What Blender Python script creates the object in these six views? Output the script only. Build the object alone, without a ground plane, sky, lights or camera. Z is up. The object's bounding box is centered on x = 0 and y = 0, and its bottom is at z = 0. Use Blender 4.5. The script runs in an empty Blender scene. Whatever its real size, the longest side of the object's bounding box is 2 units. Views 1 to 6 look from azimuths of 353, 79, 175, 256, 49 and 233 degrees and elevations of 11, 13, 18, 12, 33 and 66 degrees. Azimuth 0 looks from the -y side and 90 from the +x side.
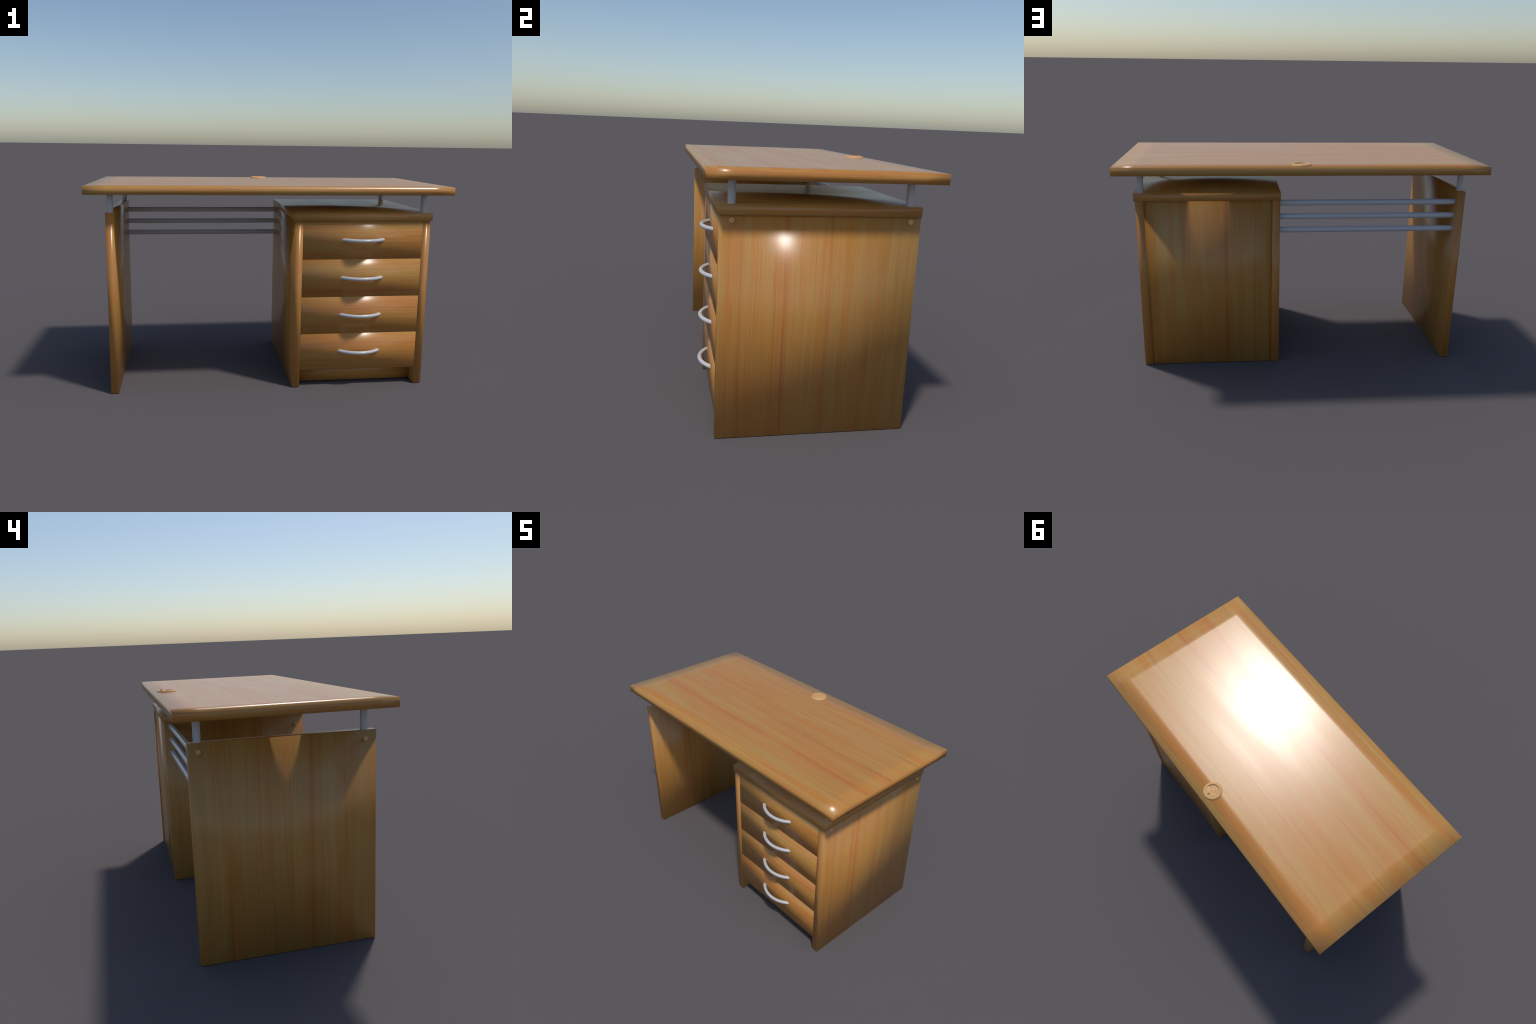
"""Wooden office desk: floating table top on steel stand-offs, one side panel,
a four-drawer cabinet, three cross bars and a cable grommet."""
import bpy, bmesh, math
from mathutils import Vector

# ------------------------------------------------------------------ dimensions
TOP_X, TOP_Y, TOP_Z0, TOP_Z1 = 1.0, 0.4813, 1.1126, 1.1562     # half sizes, heights
RING_X, RING_Y = 0.8830, 0.3800                                # inner field of the top
PANEL_OUT, PANEL_T, PANEL_Y = 0.8968, 0.0434, 0.4213           # side panels
CAB_IN = 0.1252                                                # left face of cabinet
LEG_TOP = 1.0093
CAP_X0, CAP_X1, CAP_Y0, CAP_Y1, CAP_Z0, CAP_Z1 = 0.1222, 0.9045, -0.4290, 0.4218, 0.9672, 1.0095
POST_X, POST_Y, POST_R = 0.8730, 0.3745, 0.0164
BAR_Y, BAR_R, BAR_Z = 0.3800, 0.0162, (0.9462, 0.8694, 0.7937)
DRAWER_X0, DRAWER_X1, DRAWER_YF, DRAWER_D = 0.1698, 0.8516, -0.4211, 0.0240
DRAWER_Z = (0.1005, 0.3175, 0.5342, 0.7510, 0.9672)            # seams, bottom to top
HANDLE_X, HANDLE_HALF, HANDLE_OUT, HANDLE_R = 0.5118, 0.1100, 0.0430, 0.0098
HANDLE_Z = (0.2105, 0.4270, 0.6432, 0.8594)
GROMMET = Vector((0.0133, 0.4058, TOP_Z1))

# ------------------------------------------------------------------ node helpers
class Nodes:
    def __init__(self, name):
        self.mat = bpy.data.materials.new(name)
        self.mat.use_nodes = True
        self.t = self.mat.node_tree
        self.bsdf = self.t.nodes["Principled BSDF"]

    def put(self, socket, v):
        if hasattr(v, "is_output"):
            self.t.links.new(v, socket)
        else:
            socket.default_value = v

    def math(self, op, a, b=0.0, c=0.0, clamp=False):
        n = self.t.nodes.new("ShaderNodeMath")
        n.operation, n.use_clamp = op, clamp
        for i, v in enumerate((a, b, c)):
            self.put(n.inputs[i], v)
        return n.outputs[0]

    def xyz(self, x, y, z):
        n = self.t.nodes.new("ShaderNodeCombineXYZ")
        for i, v in enumerate((x, y, z)):
            self.put(n.inputs[i], v)
        return n.outputs[0]

    def noise(self, vec, detail=2.0, rough=0.5, distortion=0.0):
        n = self.t.nodes.new("ShaderNodeTexNoise")
        self.put(n.inputs["Vector"], vec)
        n.inputs["Scale"].default_value = 1.0
        n.inputs["Detail"].default_value = detail
        n.inputs["Roughness"].default_value = rough
        n.inputs["Distortion"].default_value = distortion
        return n.outputs["Fac"]

    def span(self, v, lo, hi, a=0.0, b=1.0, smooth=True):
        n = self.t.nodes.new("ShaderNodeMapRange")
        n.interpolation_type = "SMOOTHSTEP" if smooth else "LINEAR"
        self.put(n.inputs["Value"], v)
        for k, q in (("From Min", lo), ("From Max", hi), ("To Min", a), ("To Max", b)):
            n.inputs[k].default_value = q
        return n.outputs["Result"]

    def mix(self, fac, a, b, blend="MIX"):
        n = self.t.nodes.new("ShaderNodeMix")
        n.data_type, n.blend_type = "RGBA", blend
        self.put(n.inputs[0], fac)
        for s, v in ((n.inputs[6], a), (n.inputs[7], b)):
            self.put(s, (*v, 1.0) if isinstance(v, tuple) else v)
        return n.outputs[2]


TAN, RED, AMBER = (0.487, 0.262, 0.068), (0.492, 0.178, 0.041), (0.505, 0.213, 0.042)
BAND = (0.500, 0.192, 0.043)
PALE, DARK, STREAK = (0.535, 0.310, 0.090), (0.375, 0.143, 0.034), (0.40, 0.098, 0.036)


def wood(name, grain, across, seed, streaks=(), bands=(), scale=1.0, pale=0.42, lively=1.0, rough=0.304):
    """Beech laminate. grain / across: axis letters of the fibre direction and of
    the direction over the board; streaks: (place, half width, strength) of the
    reddish growth lines and bands: same for the wide amber zones, in metres."""
    m = Nodes(name)
    co = m.t.nodes.new("ShaderNodeTexCoord").outputs["Object"]
    sep = m.t.nodes.new("ShaderNodeSeparateXYZ")
    m.put(sep.inputs[0], co)
    ax = dict(zip("xyz", sep.outputs))
    g, t = ax[grain], ax[across]
    u = ax[({"x", "y", "z"} - {grain, across}).pop()]
    # the fibres wander a little along the board
    drift = m.noise(m.xyz(m.math("MULTIPLY", g, 1.6), m.math("MULTIPLY", t, 4.0), seed + 7.3), 2.0)
    drift = m.math("MULTIPLY", m.math("SUBTRACT", drift, 0.5), 0.030)
    tw = m.math("ADD", t, drift)

    def layer(across_f, along_f, off, detail, gain=0.5):
        return m.noise(m.xyz(m.math("MULTIPLY_ADD", tw, across_f * scale, seed * 3.1 + off),
                             m.math("MULTIPLY", g, along_f),
                             m.math("MULTIPLY_ADD", u, across_f * scale, off * 1.7)), detail, gain)

    # some zones of the veneer are calm, others lively
    calm = m.noise(m.xyz(m.math("MULTIPLY", t, 6.0), m.math("MULTIPLY", g, 0.8), seed + 47.0), 1.0)
    calm = m.span(calm, 0.36, 0.60, 0.40 * lively, lively)

    def patch(strength):
        return m.math("MULTIPLY", calm, strength)

    col = m.mix(m.span(layer(13, 0.7, 1.0, 3.0), 0.38, 0.64), TAN, AMBER)
    col = m.mix(m.math("MULTIPLY", m.span(layer(32, 0.8, 5.0, 3.0, 0.6), 0.44, 0.72), 0.75 * lively), col, RED)
    col = m.mix(m.math("MULTIPLY", m.span(layer(75, 1.2, 9.0, 3.0, 0.6), 0.54, 0.70), patch(pale)), col, PALE)
    col = m.mix(m.math("MULTIPLY", m.span(layer(125, 1.5, 13.0, 2.0, 0.6), 0.55, 0.78), 0.28), col, DARK)
    # thin reddish lines lying close together
    col = m.mix(m.math("MULTIPLY", m.span(layer(110, 0.9, 21.0, 3.0, 0.65), 0.52, 0.68), patch(0.45)), col, RED)
    # fine fibre
    fib = layer(210, 2.4, 17.0, 3.0, 0.75)
    col = m.mix(m.math("MULTIPLY", m.span(fib, 0.52, 0.66), 0.60), col, PALE)
    col = m.mix(m.math("MULTIPLY", m.span(fib, 0.46, 0.32), 0.45), col, DARK)
    # single reddish growth lines, broken up along the grain
    live = m.noise(m.xyz(m.math("MULTIPLY", g, 2.3), m.math("MULTIPLY", t, 9.0), seed + 31.0), 2.0)
    live = m.span(live, 0.30, 0.62, 0.25, 1.0)
    for tint, rows in ((BAND, bands), (STREAK, streaks)):
        for place, half, strength in rows:
            d = m.math("DIVIDE", m.math("SUBTRACT", tw, place), half)
            bell = m.math("EXPONENT", m.math("MULTIPLY", m.math("MULTIPLY", d, d), -1.0))
            col = m.mix(m.math("MULTIPLY", m.math("MULTIPLY", bell, live), strength), col, tint)
    # pores: rare dark specks
    pore = m.noise(m.xyz(m.math("MULTIPLY", t, 520.0), m.math("MULTIPLY", g, 160.0),
                         m.math("MULTIPLY", u, 520.0)), 0.0)
    col = m.mix(m.math("MULTIPLY", m.span(pore, 0.80, 0.88), 0.35), col, DARK)
    m.put(m.bsdf.inputs["Base Color"], col)
    m.put(m.bsdf.inputs["Roughness"], m.span(calm, 0.4 * lively, lively, rough + 0.012, rough - 0.012))
    m.bsdf.inputs["Specular IOR Level"].default_value = WOOD_SPEC
    return m.mat


WOOD_SPEC = 0.5


def plain(name, colour, rough, spec=0.5, metal=0.0, speckle=0.03):
    m = Nodes(name)
    co = m.t.nodes.new("ShaderNodeTexCoord").outputs["Object"]
    sc = m.t.nodes.new("ShaderNodeVectorMath")
    sc.operation = "SCALE"
    m.put(sc.inputs[0], co)
    sc.inputs["Scale"].default_value = 90.0
    n = m.noise(sc.outputs[0], 3.0)
    dark = tuple(c * (1 - speckle) for c in colour)
    m.put(m.bsdf.inputs["Base Color"], m.mix(m.span(n, 0.35, 0.65), dark, colour))
    m.bsdf.inputs["Roughness"].default_value = rough
    m.bsdf.inputs["Specular IOR Level"].default_value = spec
    m.bsdf.inputs["Metallic"].default_value = metal
    return m.mat


# ------------------------------------------------------------------ mesh helpers
def new_object(name, bm, parent, mats, origin, smooth=True):
    me = bpy.data.meshes.new(name)
    bmesh.ops.recalc_face_normals(bm, faces=bm.faces)
    bmesh.ops.translate(bm, verts=bm.verts, vec=-Vector(origin))
    for f in bm.faces:
        f.smooth = smooth
    bm.to_mesh(me)
    bm.free()
    for k in mats:
        me.materials.append(k)
    ob = bpy.data.objects.new(name, me)
    bpy.context.scene.collection.objects.link(ob)
    ob.location = Vector(origin)
    if parent:
        ob.parent = parent
        ob.location = Vector(origin) - parent.location
    return ob


def grid_box(xs, ys, zs):
    """Closed box whose faces are cut along the given coordinates."""
    bm = bmesh.new()
    cache = {}

    def v(i, j, k):
        if (i, j, k) not in cache:
            cache[i, j, k] = bm.verts.new((xs[i], ys[j], zs[k]))
        return cache[i, j, k]
    nx, ny, nz = len(xs) - 1, len(ys) - 1, len(zs) - 1
    for k in (0, nz):
        for i in range(nx):
            for j in range(ny):
                bm.faces.new((v(i, j, k), v(i + 1, j, k), v(i + 1, j + 1, k), v(i, j + 1, k)))
    for j in (0, ny):
        for i in range(nx):
            for k in range(nz):
                bm.faces.new((v(i, j, k), v(i + 1, j, k), v(i + 1, j, k + 1), v(i, j, k + 1)))
    for i in (0, nx):
        for j in range(ny):
            for k in range(nz):
                bm.faces.new((v(i, j, k), v(i, j + 1, k), v(i, j + 1, k + 1), v(i, j, k + 1)))
    return bm


def board(name, parent, x, y, z, mats, pick=None, smooth=True):
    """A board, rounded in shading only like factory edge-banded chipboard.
    pick(normal) chooses the veneer for each face."""
    bm = grid_box(x, y, z)
    bmesh.ops.recalc_face_normals(bm, faces=bm.faces)
    if pick:
        for f in bm.faces:
            f.material_index = pick(f.normal)
    c = ((x[0] + x[-1]) / 2, (y[0] + y[-1]) / 2, (z[0] + z[-1]) / 2)
    return new_object(name, bm, parent, mats, c, smooth)


def lathe(profile, segments=64, arc=(0.0, math.tau)):
    """Revolve (radius, height) pairs about z."""
    bm = bmesh.new()
    full = abs(arc[1] - arc[0] - math.tau) < 1e-6
    n = segments if full else segments + 1
    rows = []
    for r, h in profile:
        if r < 1e-7:
            rows.append([bm.verts.new((0, 0, h))] * n)
        else:
            rows.append([bm.verts.new((r * math.cos(arc[0] + (arc[1] - arc[0]) * s / segments),
                                       r * math.sin(arc[0] + (arc[1] - arc[0]) * s / segments), h)) for s in range(n)])
    for a, b in zip(rows, rows[1:]):
        for s in range(segments):
            q = [a[s], a[(s + 1) % n], b[(s + 1) % n], b[s]]
            q = list(dict.fromkeys(q))
            if len(q) > 2:
                bm.faces.new(q)
    return bm


def rod(name, parent, start, axis, length, radius, mat, segments=40, chamfer=0.0012):
    prof = [(0, 0), (radius - chamfer, 0), (radius, chamfer), (radius, length - chamfer),
            (radius - chamfer, length), (0, length)]
    bm = lathe(prof, segments)
    rot = Vector((0, 0, 1)).rotation_difference(Vector(axis)).to_matrix()
    bmesh.ops.rotate(bm, verts=bm.verts, matrix=rot)
    bmesh.ops.translate(bm, verts=bm.verts, vec=Vector(start))
    ob = new_object(name, bm, parent, [mat], start)
    ob.data.set_sharp_from_angle(angle=math.radians(40))
    return ob


def copy_of(ob, parent, location):
    c = ob.copy()
    bpy.context.scene.collection.objects.link(c)
    c.parent = parent
    c.location = Vector(location) - (parent.location if parent else Vector())
    return c


# ------------------------------------------------------------------ materials
steel = plain("grey_lacquered_steel", (0.560, 0.560, 0.572), 0.25, 0.5, 0.0)
plastic = plain("tan_plastic", (0.66, 0.370, 0.150), 0.55, 0.35)

mid = lambda a, b: (a + b) / 2
top_wood = wood("beech_table_top", "x", "y", 2.0,
                [(-0.033, 0.006, 0.55), (-0.212, 0.007, 0.40), (0.204, 0.005, 0.22), (-0.432, 0.004, 0.30),
                 (-0.409, 0.003, 0.25), (0.443, 0.004, 0.30), (0.425, 0.003, 0.25), (-0.019, 0.003, 0.30)],
                [(-0.06, 0.045, 0.6), (-0.215, 0.035, 0.7), (0.09, 0.05, 0.5), (0.41, 0.03, 0.5), (0.24, 0.04, 0.35)], pale=0.30, lively=0.62, rough=0.284)
end_wood = wood("beech_edge_band", "y", "z", 5.0)
panel_wood = wood("beech_side_panel", "z", "y", 11.0,
                  [(-0.144, 0.006, 0.60), (-0.131, 0.003, 0.35), (0.044, 0.006, 0.40), (-0.3795, 0.003, 0.40),
                   (-0.327, 0.006, 0.35), (0.2307, 0.004, 0.35), (-0.185, 0.004, 0.3)],
                  [(-0.15, 0.045, 0.45), (0.04, 0.03, 0.40), (-0.32, 0.04, 0.35)], scale=1.6, lively=0.72)
leg_wood = wood("beech_leg_panel", "z", "y", 17.0,
                [(-0.114, 0.006, 0.65), (-0.127, 0.003, 0.35), (-0.156, 0.004, 0.45), (0.07, 0.006, 0.35),
                 (0.120, 0.004, 0.35), (0.27, 0.005, 0.35)],
                [(-0.12, 0.035, 0.5), (0.07, 0.04, 0.3), (-0.27, 0.04, 0.3)], scale=1.6, lively=0.72)
trim_z = wood("beech_upright_edge", "z", "x", 23.0, (), [(0.006, 0.05, 0.6)])
back_wood = wood("beech_back_panel", "z", "x", 29.0,
                 [(-0.087, 0.006, 0.70), (-0.075, 0.003, 0.35), (0.141, 0.004, 0.30), (-0.25, 0.004, 0.3), (0.30, 0.005, 0.3)],
                 [(-0.08, 0.045, 0.7), (0.10, 0.05, 0.3)], scale=1.6, lively=0.72)
cap_wood = wood("beech_cabinet_top", "y", "x", 37.0)
cap_edge = wood("beech_cabinet_edge", "x", "z", 41.0)
kick_wood = wood("beech_plinth", "x", "z", 43.0)

# ------------------------------------------------------------------ the desk
desk = bpy.data.objects.new("office_desk", None)
bpy.context.scene.collection.objects.link(desk)
desk["label"] = "beech wood office desk with floating top and four drawers"
desk["category"] = "desk"

# table top: flat inner field, border strip that turns into the edges
board("table_top", desk, (-TOP_X, -RING_X, RING_X, TOP_X), (-TOP_Y, -RING_Y, RING_Y, TOP_Y), (TOP_Z0, TOP_Z1),
      [top_wood, end_wood], lambda n: 1 if abs(n.x) > 0.5 else 0)

# free-standing side panel on the left
leg = board("side_panel", desk, (-PANEL_OUT, -PANEL_OUT + PANEL_T), (-PANEL_Y, PANEL_Y), (0.0, LEG_TOP),
            [leg_wood, trim_z, end_wood], lambda n: 1 if abs(n.y) > 0.5 else (2 if abs(n.z) > 0.5 else 0))

# cabinet carcass
board("cabinet_top", desk, (CAP_X0, CAP_X1), (CAP_Y0, CAP_Y1), (CAP_Z0, CAP_Z1),
      [cap_wood, cap_edge, end_wood], lambda n: 1 if abs(n.y) > 0.5 else (2 if abs(n.x) > 0.5 else 0))
carcass_top = 0.9850            # housed in the underside of the cabinet top
right = board("cabinet_side", desk, (PANEL_OUT - PANEL_T, PANEL_OUT), (-PANEL_Y, PANEL_Y), (0.0, carcass_top),
              [panel_wood, trim_z], lambda n: 1 if abs(n.y) > 0.5 else 0)
left = board("cabinet_side", desk, (CAB_IN, CAB_IN + PANEL_T - 0.0005), (-PANEL_Y, PANEL_Y), (0.0, carcass_top),
             [leg_wood, trim_z], lambda n: 1 if abs(n.y) > 0.5 else 0)
board("cabinet_back", desk, (0.1475, 0.8735), (0.3955, 0.4145), (0.0005, CAP_Z1 - 0.0010), [back_wood])
board("plinth_board", desk, (0.1690, 0.8525), (-0.3520, -0.3320), (0.0065, 0.1004), [kick_wood])

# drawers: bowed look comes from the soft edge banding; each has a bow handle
def handle_mesh():
    """Tube swept along a flat circular arc that runs on into the drawer front."""
    bm = bmesh.new()
    n, m = 40, 20
    radius = (HANDLE_HALF ** 2 + HANDLE_OUT ** 2) / (2 * HANDLE_OUT)
    reach = math.asin(HANDLE_HALF / radius) + 0.013 / radius
    rows = []
    for i in range(n + 1):
        th = reach * (-1 + 2 * i / n)
        out = Vector((math.sin(th), -math.cos(th), 0))
        c = radius * out + Vector((0, radius - HANDLE_OUT, 0))
        rows.append([bm.verts.new(c + HANDLE_R * (math.cos(math.tau * s / m) * out + math.sin(math.tau * s / m) * Vector((0, 0, 1)))) for s in range(m)])
    for a, b in zip(rows, rows[1:]):
        for s in range(m):
            bm.faces.new((a[s], a[(s + 1) % m], b[(s + 1) % m], b[s]))
    bm.faces.new(rows[0])
    bm.faces.new(rows[-1])
    return bm


first_handle = None
for k in range(4):
    z0 = DRAWER_Z[k] + (0.0 if k == 0 else 0.0008)
    z1 = DRAWER_Z[k + 1] - (0.0004 if k == 3 else 0.0010)
    lines = {3: [(0.045, 0.003, 0.2)], 2: [(-0.075, 0.010, 0.40), (0.02, 0.004, 0.2)],
             1: [(0.037, 0.006, 0.65), (0.022, 0.003, 0.4), (0.055, 0.003, 0.3)],
             0: [(0.044, 0.007, 0.45), (0.02, 0.003, 0.3)]}[k]
    wide = {3: [(-0.05, 0.04, 0.5)], 2: [(-0.075, 0.03, 0.8)], 1: [(0.045, 0.04, 0.9)], 0: [(0.05, 0.04, 0.9)]}[k]
    mat = wood("beech_drawer_front", "x", "z", 51.0 + 6.7 * k, lines, wide)
    d = board("drawer", desk, (DRAWER_X0, DRAWER_X1), (DRAWER_YF, DRAWER_YF + DRAWER_D), (z0, z1), [mat])
    place = (HANDLE_X, DRAWER_YF + 0.0005, HANDLE_Z[k])
    if first_handle is None:
        first_handle = new_object("drawer_handle", handle_mesh(), d, [steel], (0, 0, 0))
        first_handle.data.set_sharp_from_angle(angle=math.radians(50))
        first_handle.location = Vector(place) - d.location
    else:
        copy_of(first_handle, d, place)

# stand-off posts between the carcass and the top
first_post = None
for sx in (-1, 1):
    for sy in (-1, 1):
        p = (sx * POST_X - 0.0025, sy * POST_Y + 0.0030, LEG_TOP - 0.002)
        if first_post is None:
            first_post = rod("support_post", desk, p, (0, 0, 1), TOP_Z0 - LEG_TOP + 0.004, POST_R, steel)
        else:
            copy_of(first_post, desk, p)

# cross bars between side panel and cabinet
first_bar = None
for z in BAR_Z:
    p = (-PANEL_OUT + PANEL_T - 0.004, BAR_Y, z)
    if first_bar is None:
        first_bar = rod("cross_bar", desk, p, (1, 0, 0), CAB_IN + PANEL_OUT - PANEL_T + 0.008, BAR_R, steel)
    else:
        copy_of(first_bar, desk, p)

# screw cover buttons on the faces of the side panels
def button(parent, p, axis):
    prof = [(0, -0.001), (0.0118, -0.001), (0.0118, 0.0022), (0.0106, 0.0036), (0.006, 0.0042), (0, 0.0044)]
    bm = lathe(prof, 32)
    bmesh.ops.rotate(bm, verts=bm.verts, matrix=Vector((0, 0, 1)).rotation_difference(Vector(axis)).to_matrix())
    bmesh.ops.translate(bm, verts=bm.verts, vec=Vector(p))
    ob = new_object("cover_button", bm, parent, [plastic], p)
    ob.data.set_sharp_from_angle(angle=math.radians(50))
    return ob


for s in (-1, 1):
    y = s * 0.3745 + 0.003
    button(leg, (-PANEL_OUT, y, 0.9702), (-1, 0, 0))
    button(right, (PANEL_OUT, y, 0.9444), (1, 0, 0))
button(left, (CAB_IN, -0.3725, 0.9088), (-1, 0, 0))

# cable grommet: domed ring, half lid with grip fin, and the stepped well under it
ring_profile = [(0.0360, 0.0005), (0.0366, 0.0060), (0.0374, 0.0074), (0.0395, 0.0085), (0.0430, 0.0087),
                (0.0470, 0.0080), (0.0505, 0.0055), (0.0528, 0.0022), (0.0533, 0.0), (0.0533, -0.002)]
bm = lathe(ring_profile, 72)
bmesh.ops.translate(bm, verts=bm.verts, vec=GROMMET)
grommet = new_object("cable_grommet", bm, desk, [plastic], GROMMET)
well_profile = [(0, 0.0056), (0.0045, 0.0057), (0.0085, 0.0055), (0.0100, 0.0050), (0.0118, 0.0048),
                (0.0138, 0.0040), (0.0155, 0.0024), (0.0175, 0.0028), (0.0205, 0.0042), (0.0245, 0.0036),
                (0.0290, 0.0014), (0.0325, 0.0014), (0.0350, 0.0028), (0.0363, 0.0050), (0.0368, 0.0070)]
bm = lathe(well_profile, 64)
bmesh.ops.translate(bm, verts=bm.verts, vec=GROMMET)
new_object("grommet_well", bm, grommet, [plastic], GROMMET)
# lid covers the back half, with a rounded notch around the pivot
bm = bmesh.new()
outline = []
for i in range(41):
    a = math.pi * i / 40
    outline.append((0.0368 * math.cos(a), 0.0368 * math.sin(a) + 0.002))
edge = [(-0.0300, 0.0010), (-0.0150, 0.0030)]
for i in range(9):
    a = math.pi - math.pi * i / 8
    edge.append((0.0085 * math.cos(a), 0.0030 + 0.0057 * math.sin(a)))
edge += [(0.0150, 0.0030), (0.0300, 0.0010)]
outline += edge
lo = [bm.verts.new((x, y, 0.0008)) for x, y in outline]
hi = [bm.verts.new((x, y, 0.0060)) for x, y in outline]
crown = [bm.verts.new((x * 0.93, 0.018 + (y - 0.018) * 0.88, 0.0072)) for x, y in outline]
bm.faces.new(crown)
for i in range(len(hi)):
    j = (i + 1) % len(hi)
    bm.faces.new((hi[i], hi[j], crown[j], crown[i]))
for i in range(len(lo)):
    j = (i + 1) % len(lo)
    bm.faces.new((lo[i], lo[j], hi[j], hi[i]))
bm.faces.new(list(reversed(lo)))
bmesh.ops.triangulate(bm, faces=[f for f in bm.faces if len(f.verts) > 4])
bmesh.ops.translate(bm, verts=bm.verts, vec=GROMMET)
lid = new_object("grommet_lid", bm, grommet, [plastic], GROMMET)
lid.data.set_sharp_from_angle(angle=math.radians(35))
# grip fin
bm = grid_box((-0.0013, 0.0013), (0.0185, 0.0350), (0.0060, 0.0138))
for v in bm.verts:
    if v.co.z > 0.01:
        v.co.x *= 0.6
        v.co.y = 0.0268 + (v.co.y - 0.0268) * 0.86
bmesh.ops.translate(bm, verts=bm.verts, vec=GROMMET)
new_object("grommet_fin", bm, grommet, [plastic], GROMMET, smooth=False)
